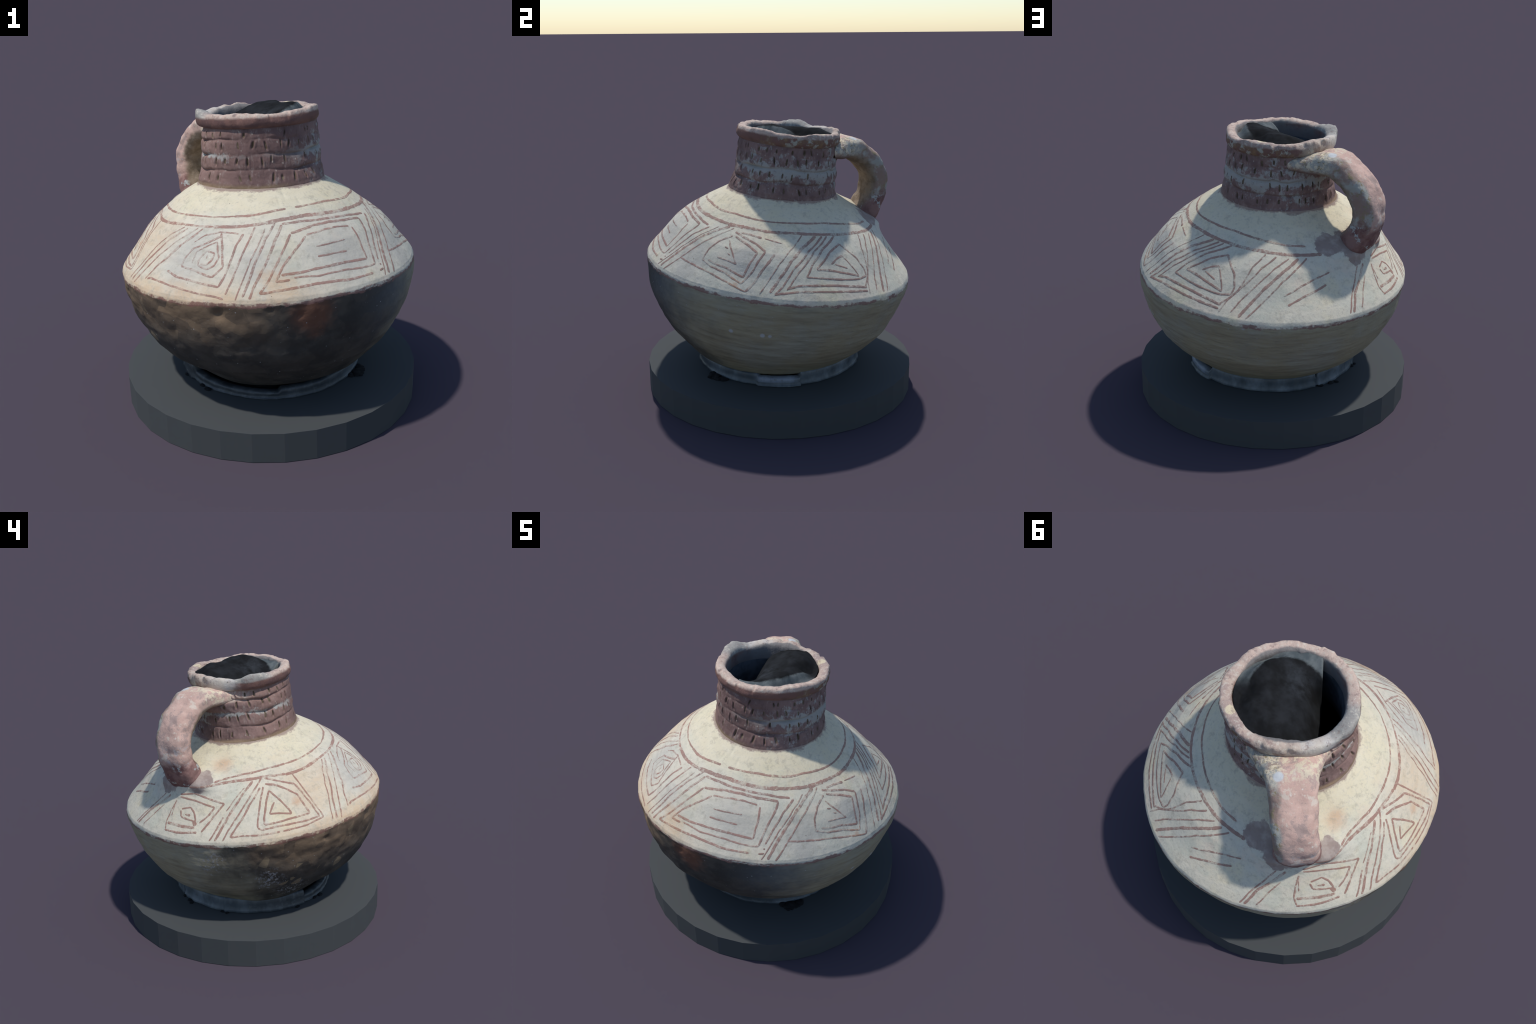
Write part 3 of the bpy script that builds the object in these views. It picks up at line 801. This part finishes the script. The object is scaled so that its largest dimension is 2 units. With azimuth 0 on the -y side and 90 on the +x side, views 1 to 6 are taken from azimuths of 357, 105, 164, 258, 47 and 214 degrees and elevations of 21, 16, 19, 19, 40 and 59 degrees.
# =============================================================== painting
# Brush strokes as (width, [(angle in degrees, height), ...]) on the shoulder
PATTERN = [
    ("slanted_band", [
        (10, [(-140.2, 0.447), (-146.3, 0.403), (-151.0, 0.331), (-152.1, 0.293), (-155.6, 0.196), (-157.1, 0.138)]),
        (15, [(-137.5, 0.444), (-144.8, 0.378), (-146.9, 0.337), (-151.7, 0.243), (-155.1, 0.134)]),
        (11, [(-130.8, 0.451), (-139.8, 0.376), (-145.5, 0.293), (-148.8, 0.223), (-152.7, 0.128)]),
    ]),
    ("spiral_panel", [
        (12, [(-129.0, 0.429), (-137.5, 0.346), (-139.3, 0.302), (-143.5, 0.24), (-146.3, 0.167)]),
        (13, [(-145.1, 0.17), (-143.5, 0.18), (-136.6, 0.174), (-127.0, 0.162), (-119.9, 0.15), (-112.0, 0.138), (-109.4, 0.128)]),
        (10, [(-127.5, 0.451), (-134.1, 0.385), (-138.9, 0.302), (-141.2, 0.269)]),
        (14, [(-136.3, 0.232), (-130.0, 0.212), (-124.3, 0.207), (-118.1, 0.196), (-111.7, 0.186)]),
        (14, [(-111.7, 0.185), (-109.8, 0.243), (-108.6, 0.299), (-107.1, 0.385), (-104.5, 0.437)]),
        (14, [(-130.3, 0.265), (-122.7, 0.254), (-115.1, 0.229), (-111.2, 0.281), (-112.3, 0.329), (-113.2, 0.373), (-115.9, 0.44)]),
        (14, [(-115.1, 0.425), (-121.7, 0.388), (-127.9, 0.353), (-130.0, 0.305), (-130.3, 0.265)]),
        (9, [(-116.2, 0.442), (-111.6, 0.441), (-106.8, 0.438)]),
        (9, [(-116.0, 0.444), (-124.1, 0.424), (-129.0, 0.385)]),
        (12, [(-116.6, 0.397), (-113.7, 0.323), (-115.1, 0.284), (-117.7, 0.265), (-122.4, 0.282), (-122.5, 0.315), (-120.2, 0.351), (-116.0, 0.344), (-116.5, 0.31), (-118.7, 0.285), (-121.2, 0.289)]),
        (10, [(-116.6, 0.397), (-121.6, 0.371), (-125.4, 0.342), (-125.4, 0.287)]),
        (8, [(-119.4, 0.334), (-119.2, 0.316)]),
    ]),
    ("slanted_band", [
        (12, [(-99.2, 0.467), (-103.8, 0.349), (-105.6, 0.278), (-108.8, 0.151)]),
        (9, [(-94.3, 0.458), (-100.4, 0.315), (-103.8, 0.19), (-105.3, 0.124)]),
        (15, [(-89.0, 0.483), (-94.2, 0.409), (-98.6, 0.304), (-101.0, 0.205), (-102.8, 0.14)]),
        (16, [(-85.7, 0.47), (-90.2, 0.401), (-95.4, 0.274), (-98.6, 0.199), (-100.5, 0.129)]),
    ]),
    ("rectangle_panel", [
        (15, [(-82.6, 0.425), (-88.2, 0.333), (-92.0, 0.254), (-93.9, 0.211), (-97.0, 0.152)]),
        (16, [(-97.0, 0.152), (-92.5, 0.159), (-87.1, 0.165), (-77.5, 0.174), (-68.6, 0.169), (-64.5, 0.162), (-58.2, 0.159), (-52.2, 0.159)]),
        (14, [(-85.5, 0.473), (-76.1, 0.476), (-66.0, 0.47), (-55.9, 0.466), (-45.7, 0.458), (-38.1, 0.446), (-32.6, 0.439)]),
        (15, [(-76.0, 0.406), (-81.7, 0.353), (-87.6, 0.283), (-89.5, 0.246), (-91.3, 0.203), (-86.1, 0.207)]),
        (15, [(-82.3, 0.428), (-69.7, 0.45), (-60.5, 0.451), (-49.6, 0.44), (-44.0, 0.436), (-39.3, 0.427), (-40.4, 0.394), (-44.0, 0.327), (-46.6, 0.254), (-48.4, 0.197)]),
        (12, [(-48.4, 0.197), (-51.3, 0.194), (-57.2, 0.2), (-63.8, 0.21), (-70.6, 0.211), (-75.8, 0.208), (-80.2, 0.215), (-84.5, 0.215)]),
        (11, [(-75.3, 0.41), (-65.0, 0.422), (-57.4, 0.421), (-50.5, 0.409)]),
        (14, [(-48.9, 0.401), (-49.3, 0.334), (-50.3, 0.282), (-51.0, 0.232)]),
        (17, [(-51.0, 0.232), (-53.8, 0.236), (-62.3, 0.245), (-69.2, 0.246), (-77.0, 0.242), (-82.0, 0.235), (-89.0, 0.235)]),
        (10, [(-72.6, 0.35), (-65.9, 0.352), (-57.6, 0.354)]),
        (13, [(-73.2, 0.299), (-65.3, 0.3), (-59.1, 0.296)]),
        (14, [(-30.5, 0.435), (-37.0, 0.375), (-42.0, 0.287), (-45.4, 0.209)]),
        (18, [(-45.9, 0.189), (-45.8, 0.181)]),
        (14, [(-48.2, 0.158), (-45.8, 0.162)]),
    ]),
    ("slanted_band", [
        (10, [(-24.8, 0.449), (-31.4, 0.389), (-39.3, 0.281), (-44.3, 0.18), (-46.9, 0.128)]),
        (20, [(-17.6, 0.462), (-23.8, 0.431), (-30.1, 0.378), (-36.1, 0.295), (-41.1, 0.205), (-44.2, 0.13)]),
        (12, [(-14.7, 0.461), (-21.2, 0.409), (-28.2, 0.338), (-35.1, 0.228), (-41.1, 0.122)]),
    ]),
    ("diamond_panel", [
        (13, [(-35.6, 0.222), (-25.7, 0.214), (-15.5, 0.199), (-7.2, 0.175), (1.8, 0.141)]),
        (17, [(1.8, 0.141), (4.6, 0.192), (6.6, 0.258), (11.6, 0.359)]),
        (14, [(-12.5, 0.443), (1.4, 0.402), (7.1, 0.368), (4.6, 0.312), (2.9, 0.25), (-0.5, 0.179), (-9.3, 0.221), (-16.1, 0.233), (-22.3, 0.259), (-21.6, 0.325), (-18.3, 0.381), (-12.7, 0.422)]),
        (15, [(-10.9, 0.42), (-2.2, 0.388), (3.3, 0.357), (0.8, 0.292), (-0.4, 0.213), (-8.6, 0.246), (-15.1, 0.254), (-19.3, 0.267)]),
        (11, [(-13.1, 0.393), (-9.1, 0.34), (-5.0, 0.278), (-10.6, 0.288), (-15.3, 0.294)]),
        (10, [(-13.7, 0.358), (-11.6, 0.352)]),
        (10, [(-10.9, 0.326), (-9.4, 0.32)]),
        (14, [(-8.9, 0.445), (-3.1, 0.442), (3.5, 0.434)]),
        (8, [(5.2, 0.433), (14.7, 0.419)]),
    ]),
    ("slanted_band", [
        (9, [(26.4, 0.464), (18.6, 0.38), (13.9, 0.305), (10.3, 0.215), (7.5, 0.141)]),
        (19, [(34.9, 0.462), (25.1, 0.398), (19.5, 0.33), (15.1, 0.239), (11.4, 0.153)]),
        (13, [(39.3, 0.458), (28.9, 0.388), (20.8, 0.291), (16.1, 0.189), (13.3, 0.146)]),
    ]),
    ("triangle_panel", [
        (15, [(13.3, 0.146), (16.9, 0.158), (24.5, 0.173), (38.5, 0.171), (53.3, 0.157)]),
        (11, [(42.6, 0.457), (31.6, 0.385), (22.8, 0.271), (18.0, 0.176)]),
        (16, [(18.0, 0.181), (22.6, 0.2), (26.6, 0.205), (37.1, 0.204), (48.3, 0.188), (53.7, 0.177)]),
        (14, [(48.5, 0.459), (36.5, 0.394), (29.9, 0.323), (26.3, 0.249), (35.5, 0.24), (44.7, 0.228), (52.6, 0.222), (56.6, 0.234), (57.2, 0.273), (55.4, 0.334), (51.9, 0.376), (48.5, 0.415), (40.0, 0.377), (37.5, 0.352), (31.3, 0.293)]),
        (16, [(31.3, 0.29), (38.7, 0.282), (45.8, 0.26), (52.2, 0.239)]),
        (11, [(52.2, 0.239), (51.0, 0.277), (48.8, 0.322), (46.7, 0.355)]),
        (13, [(46.7, 0.355), (42.6, 0.341), (39.1, 0.315)]),
        (10, [(41.2, 0.314), (47.3, 0.287)]),
    ]),
    ("slanted_band", [
        (11, [(69.1, 0.442), (63.2, 0.378), (61.0, 0.31), (59.1, 0.259), (56.3, 0.216), (52.8, 0.179)]),
        (11, [(75.1, 0.433), (68.1, 0.379), (59.8, 0.266), (55.8, 0.205), (53.8, 0.144)]),
        (10, [(82.0, 0.428), (74.4, 0.381), (70.1, 0.335), (65.2, 0.274), (60.4, 0.199), (58.3, 0.151)]),
        (19, [(87.3, 0.426), (78.2, 0.363), (70.0, 0.278), (65.4, 0.205), (61.6, 0.135)]),
        (11, [(92.1, 0.427), (85.5, 0.38), (77.3, 0.307), (70.8, 0.222), (64.5, 0.133)]),
        (12, [(102.1, 0.35), (93.5, 0.322), (85.8, 0.289), (78.9, 0.247)]),
        (14, [(98.9, 0.289), (87.1, 0.241), (80.4, 0.204)]),
    ]),
    ("slanted_band", [
        (11, [(118.7, 0.356), (113.7, 0.283), (108.5, 0.198), (105.9, 0.133)]),
        (17, [(123.0, 0.356), (117.6, 0.293), (111.9, 0.229), (107.6, 0.135)]),
        (10, [(120.9, 0.294), (116.9, 0.236), (112.1, 0.146)]),
    ]),
    ("eye_panel", [
        (14, [(130.1, 0.375), (139.0, 0.393), (144.8, 0.373), (155.4, 0.339), (153.1, 0.306), (149.8, 0.253), (145.6, 0.179)]),
        (16, [(126.9, 0.162), (134.1, 0.16), (143.5, 0.175)]),
        (12, [(128.5, 0.335), (126.9, 0.275), (126.1, 0.212), (127.1, 0.166)]),
        (14, [(130.2, 0.36), (139.2, 0.352), (150.7, 0.317), (147.8, 0.268), (144.0, 0.227)]),
        (20, [(127.1, 0.203), (135.1, 0.199), (142.1, 0.199)]),
        (8, [(128.3, 0.306), (128.0, 0.245)]),
        (13, [(133.1, 0.294), (137.9, 0.31), (140.6, 0.283), (141.9, 0.236)]),
        (13, [(132.8, 0.285), (133.7, 0.251), (137.3, 0.241), (141.0, 0.235)]),
        (16, [(135.8, 0.267), (138.7, 0.263)]),
        (30, [(140.9, 0.238), (142.2, 0.21)]),
    ]),
    ("slanted_band", [
        (9, [(165.7, 0.419), (160.6, 0.363), (156.4, 0.295)]),
        (12, [(155.2, 0.264), (152.1, 0.19), (149.6, 0.132)]),
        (17, [(170.4, 0.448), (164.6, 0.388), (158.3, 0.284), (154.6, 0.201), (152.0, 0.133)]),
        (12, [(175.5, 0.456), (169.0, 0.383), (163.2, 0.291), (157.5, 0.19), (155.3, 0.133)]),
    ]),
    ("nested_triangle_panel", [
        (14, [(174.0, 0.409), (167.6, 0.324), (164.9, 0.268), (160.4, 0.194), (158.4, 0.153), (164.4, 0.158), (170.0, 0.152), (179.0, 0.152)]),
        (12, [(-179.7, 0.154), (-169.2, 0.156), (-160.7, 0.173), (-160.7, 0.196), (-162.7, 0.291), (-164.3, 0.365), (-166.0, 0.444)]),
        (13, [(177.2, 0.453), (-175.5, 0.425), (-167.4, 0.39), (-166.1, 0.348), (-163.6, 0.265), (-162.2, 0.184), (-168.4, 0.18), (-179.1, 0.184), (171.4, 0.18), (170.2, 0.193), (170.6, 0.234), (172.8, 0.333), (175.6, 0.411)]),
        (14, [(176.9, 0.424), (-177.7, 0.409), (-172.9, 0.377), (-168.3, 0.332), (-165.9, 0.213), (-173.8, 0.212), (173.3, 0.203), (173.4, 0.24), (175.8, 0.332), (178.1, 0.386), (-177.5, 0.324), (-174.7, 0.267), (-174.0, 0.237), (-179.9, 0.255), (176.2, 0.259), (178.3, 0.3), (179.6, 0.319)]),
    ]),
    ("ring_line", [
        (12, [(-167, 0.499), (-153, 0.499), (-138, 0.505)]), (9, [(-138, 0.505), (-125, 0.507), (-112, 0.514)]),
        (13, [(-112, 0.514), (-101, 0.519), (-86, 0.538), (-81, 0.540)]), (12, [(-75, 0.541), (-68, 0.543), (-53, 0.545), (-33, 0.530), (-20, 0.533), (-6, 0.524), (10, 0.522)]),
        (12, [(10, 0.522), (25, 0.525), (45, 0.525), (58, 0.513), (70, 0.500), (80, 0.488), (93, 0.480)]), (13, [(149, 0.462), (157, 0.474), (164, 0.486), (172, 0.491), (182, 0.498), (193, 0.499)]),
    ]),
    ("ring_line", [
        (18, [(-170, 0.446), (-159, 0.446), (-143, 0.458)]), (13, [(-143, 0.458), (-132, 0.459), (-122, 0.464)]), (17, [(-122, 0.464), (-106, 0.470), (-94, 0.482)]),
        (21, [(-94, 0.482), (-85, 0.494), (-70, 0.500), (-51, 0.488), (-32, 0.480), (-20, 0.474)]), (23, [(-20, 0.474), (-9, 0.476)]), (19, [(-9, 0.476), (7, 0.470), (19, 0.473), (37, 0.469), (55, 0.460), (69, 0.452), (82, 0.445), (92, 0.441), (101, 0.441)]),
        (18, [(136, 0.436), (149, 0.448), (164, 0.458), (177, 0.460), (190, 0.450)]),
    ]),
]

STROKE_UNIT = 0.00096


def stroke_mesh(width, pts, lift, verts, faces):
    """one brush stroke: a thin raised ribbon of paint that follows the wall"""
    a = np.unwrap(np.radians([q[0] for q in pts]))
    h = np.array([q[1] for q in pts])
    rad = np.interp(h, PROF[:, 0], PROF[:, 1])
    slope = 1.28
    seg = np.hypot(np.diff(a) * (rad[1:] + rad[:-1]) / 2, np.diff(h) * slope)
    s = np.concatenate([[0], np.cumsum(seg)])
    half = width * STROKE_UNIT / 2
    n = max(4, int(s[-1] / 0.007) + 1)
    t = np.linspace(0, s[-1], n)
    aa, hh = np.interp(t, s, a), np.interp(t, s, h)
    for _ in range(2):
        if n > 6:
            aa[1:-1] = (aa[:-2] + 2 * aa[1:-1] + aa[2:]) / 4
            hh[1:-1] = (hh[:-2] + 2 * hh[1:-1] + hh[2:]) / 4
    rr = np.interp(hh, PROF[:, 0], PROF[:, 1])
    ta, thh = np.gradient(aa) * rr, np.gradient(hh) * slope
    ln = np.hypot(ta, thh) + 1e-9
    na, nh = -thh / ln, ta / ln
    ph = rng.uniform(0, 100)
    k = np.array([noise.noise(Vector((q * 30 + ph, ph, 0.0))) for q in t])
    k2 = np.array([noise.noise(Vector((q * 75 + ph, 3.0, ph))) for q in t])
    wob = np.array([noise.noise(Vector((q * 16 + ph, 9.0, ph))) for q in t]) * 0.0022
    endf = np.minimum(1, 0.45 + np.minimum(t, s[-1] - t) / (half * 1.2))
    w = half * (1 + 0.30 * k + 0.22 * k2) * endf
    b = len(verts)
    prof = ((-1.0, 0.1), (-0.6, 0.8), (0.0, 1.0), (0.6, 0.8), (1.0, 0.1))
    for u, up in prof:
        d = u * w + wob
        th, zz = aa + na * d / rr, hh + nh * d / slope
        q = wall(th, zz)
        # lift along the wall's normal (the shoulder slopes about 40 degrees)
        nn = np.stack([np.cos(th) * 0.66, np.sin(th) * 0.66, np.full(n, 0.75)], 1)
        verts.extend(q + nn * (0.0004 + lift * up))
    for j in range(4):
        for i in range(n - 1):
            faces.append((b + j * n + i, b + (j + 1) * n + i, b + (j + 1) * n + i + 1, b + j * n + i + 1))


def split_corners(pts, limit=40):
    """cut a stroke where the brush turned sharply"""
    out, cur = [], [pts[0]]
    for k in range(1, len(pts)):
        cur.append(pts[k])
        if k < len(pts) - 1:
            v = []
            for i in (k, k + 1):
                da = (pts[i][0] - pts[i - 1][0] + 180) % 360 - 180
                v.append((math.radians(da) * 0.78, (pts[i][1] - pts[i - 1][1]) * 1.28))
            turn_by = abs(math.degrees(math.atan2(v[0][0] * v[1][1] - v[0][1] * v[1][0], v[0][0] * v[1][0] + v[0][1] * v[1][1])))
            if turn_by > limit:
                out.append(cur)
                cur = [pts[k]]
    out.append(cur)
    return out


M_PAINT = paint_material()
painting = bpy.data.objects.new("painted_decoration", None)
bpy.context.scene.collection.objects.link(painting)
painting.parent = jar
count = 0
for motif, strokes in PATTERN:
    verts, faces = [], []
    for width, pts in strokes:
        for piece in split_corners(pts):
            stroke_mesh(width, piece, 0.0007 + 0.00005 * (count % 9), verts, faces)
            count += 1
    me = build_mesh(motif, verts, faces, M_PAINT)
    ob = add_object(motif, me, painting, POSE)
    ob["kind"] = "stuff"

# ============================================================ stand parts
# low 32-sided display disc
bpy.ops.mesh.primitive_cylinder_add(vertices=32, radius=1.0, depth=0.2, location=(0, 0, 0.1))
plinth = bpy.context.object
plinth.name = plinth.data.name = "display_plinth"
plinth.data.materials.append(plain_material("dark_grey_plinth", (0.060, 0.065, 0.067), 0.85))
plinth.parent = jar

# clear-grey support ring, cut in a few lengths that do not quite match
M_RING = ring_material()
# angle, outer radius, height of the top edge: breaks show as sudden steps
LENGTHS = np.array([(-180, 0.610, 0.318), (-154, 0.612, 0.315), (-152, 0.598, 0.262), (-124, 0.596, 0.256), (-90, 0.604, 0.252), (-88, 0.604, 0.274), (-60, 0.604, 0.280), (-28, 0.604, 0.288),
                    (-1, 0.604, 0.288), (1, 0.628, 0.270), (28.4, 0.630, 0.268), (29, 0.606, 0.304), (70, 0.604, 0.304), (104.5, 0.604, 0.310), (105.2, 0.590, 0.270), (106.4, 0.590, 0.270), (107, 0.606, 0.312), (146.5, 0.606, 0.314), (147.5, 0.614, 0.318), (180, 0.610, 0.318)])
verts, NRG = [], 720
for i in range(NRG):
    deg = -180 + 360 * i / NRG
    a = math.radians(deg)
    r_out, top = np.interp(deg, LENGTHS[:, 0], LENGTHS[:, 1]), np.interp(deg, LENGTHS[:, 0], LENGTHS[:, 2])
    c = Vector((math.cos(a), math.sin(a), 0))
    w = 0.007 * noise.fractal(c * 4, 1.0, 2.0, 4)
    f = 0.005 * noise.fractal(c * 8 + Vector((0, 0, 3)), 1.0, 2.0, 3)
    h = top - 0.2
    for r, z in ((r_out - 0.09, 0.2005), (r_out - 0.002 + w, 0.2010), (r_out + 0.010 + w + f, 0.206), (r_out + 0.004 + w, 0.2 + 0.18 * h), (r_out - 0.004 + w * 0.6, 0.2 + 0.36 * h), (r_out - 0.001 + f, 0.2 + 0.58 * h),
                 (r_out - 0.001 + w, 0.2 + 0.80 * h + f * 0.5), (r_out - 0.006 + w, 0.2 + 0.93 * h), (r_out - 0.016, top + f), (r_out - 0.045, top + f * 0.5), (r_out - 0.09, top - 0.02)):
        verts.append((r * c.x + 0.003, r * c.y - 0.005, z))
m = len(verts) // NRG
faces = [(i * m + j, ((i + 1) % NRG) * m + j, ((i + 1) % NRG) * m + (j + 1) % m, i * m + (j + 1) % m) for i in range(NRG) for j in range(m)]
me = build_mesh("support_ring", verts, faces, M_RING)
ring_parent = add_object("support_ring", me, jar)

# crumbs of black putty squeezed out from under the ring
M_PUTTY = plain_material("black_putty", (0.008, 0.008, 0.009), 0.9)
putty = []
for deg, r, size in ((-31, 0.645, 0.045), (-27, 0.668, 0.028), (-36, 0.625, 0.03), (-33, 0.675, 0.02), (-24, 0.64, 0.03), (116, 0.615, 0.022), (120, 0.635, 0.016), (108, 0.602, 0.022), (146, 0.612, 0.018), (150, 0.632, 0.014), (-160, 0.62, 0.02), (-136, 0.618, 0.022), (-142, 0.606, 0.02)):
    bm = bmesh.new()
    bmesh.ops.create_icosphere(bm, subdivisions=3, radius=size)
    for v in bm.verts:
        v.co *= 1 + 0.5 * noise.noise(v.co * 28 + Vector((deg, r, 0)))
        v.co.z *= 0.35
    a = math.radians(deg)
    bmesh.ops.translate(bm, verts=bm.verts, vec=(r * math.cos(a), r * math.sin(a), 0.204))
    me = bpy.data.meshes.new("putty_crumb")
    bm.to_mesh(me)
    bm.free()
    me.materials.append(M_PUTTY)
    add_object("putty_crumb", me, ring_parent)
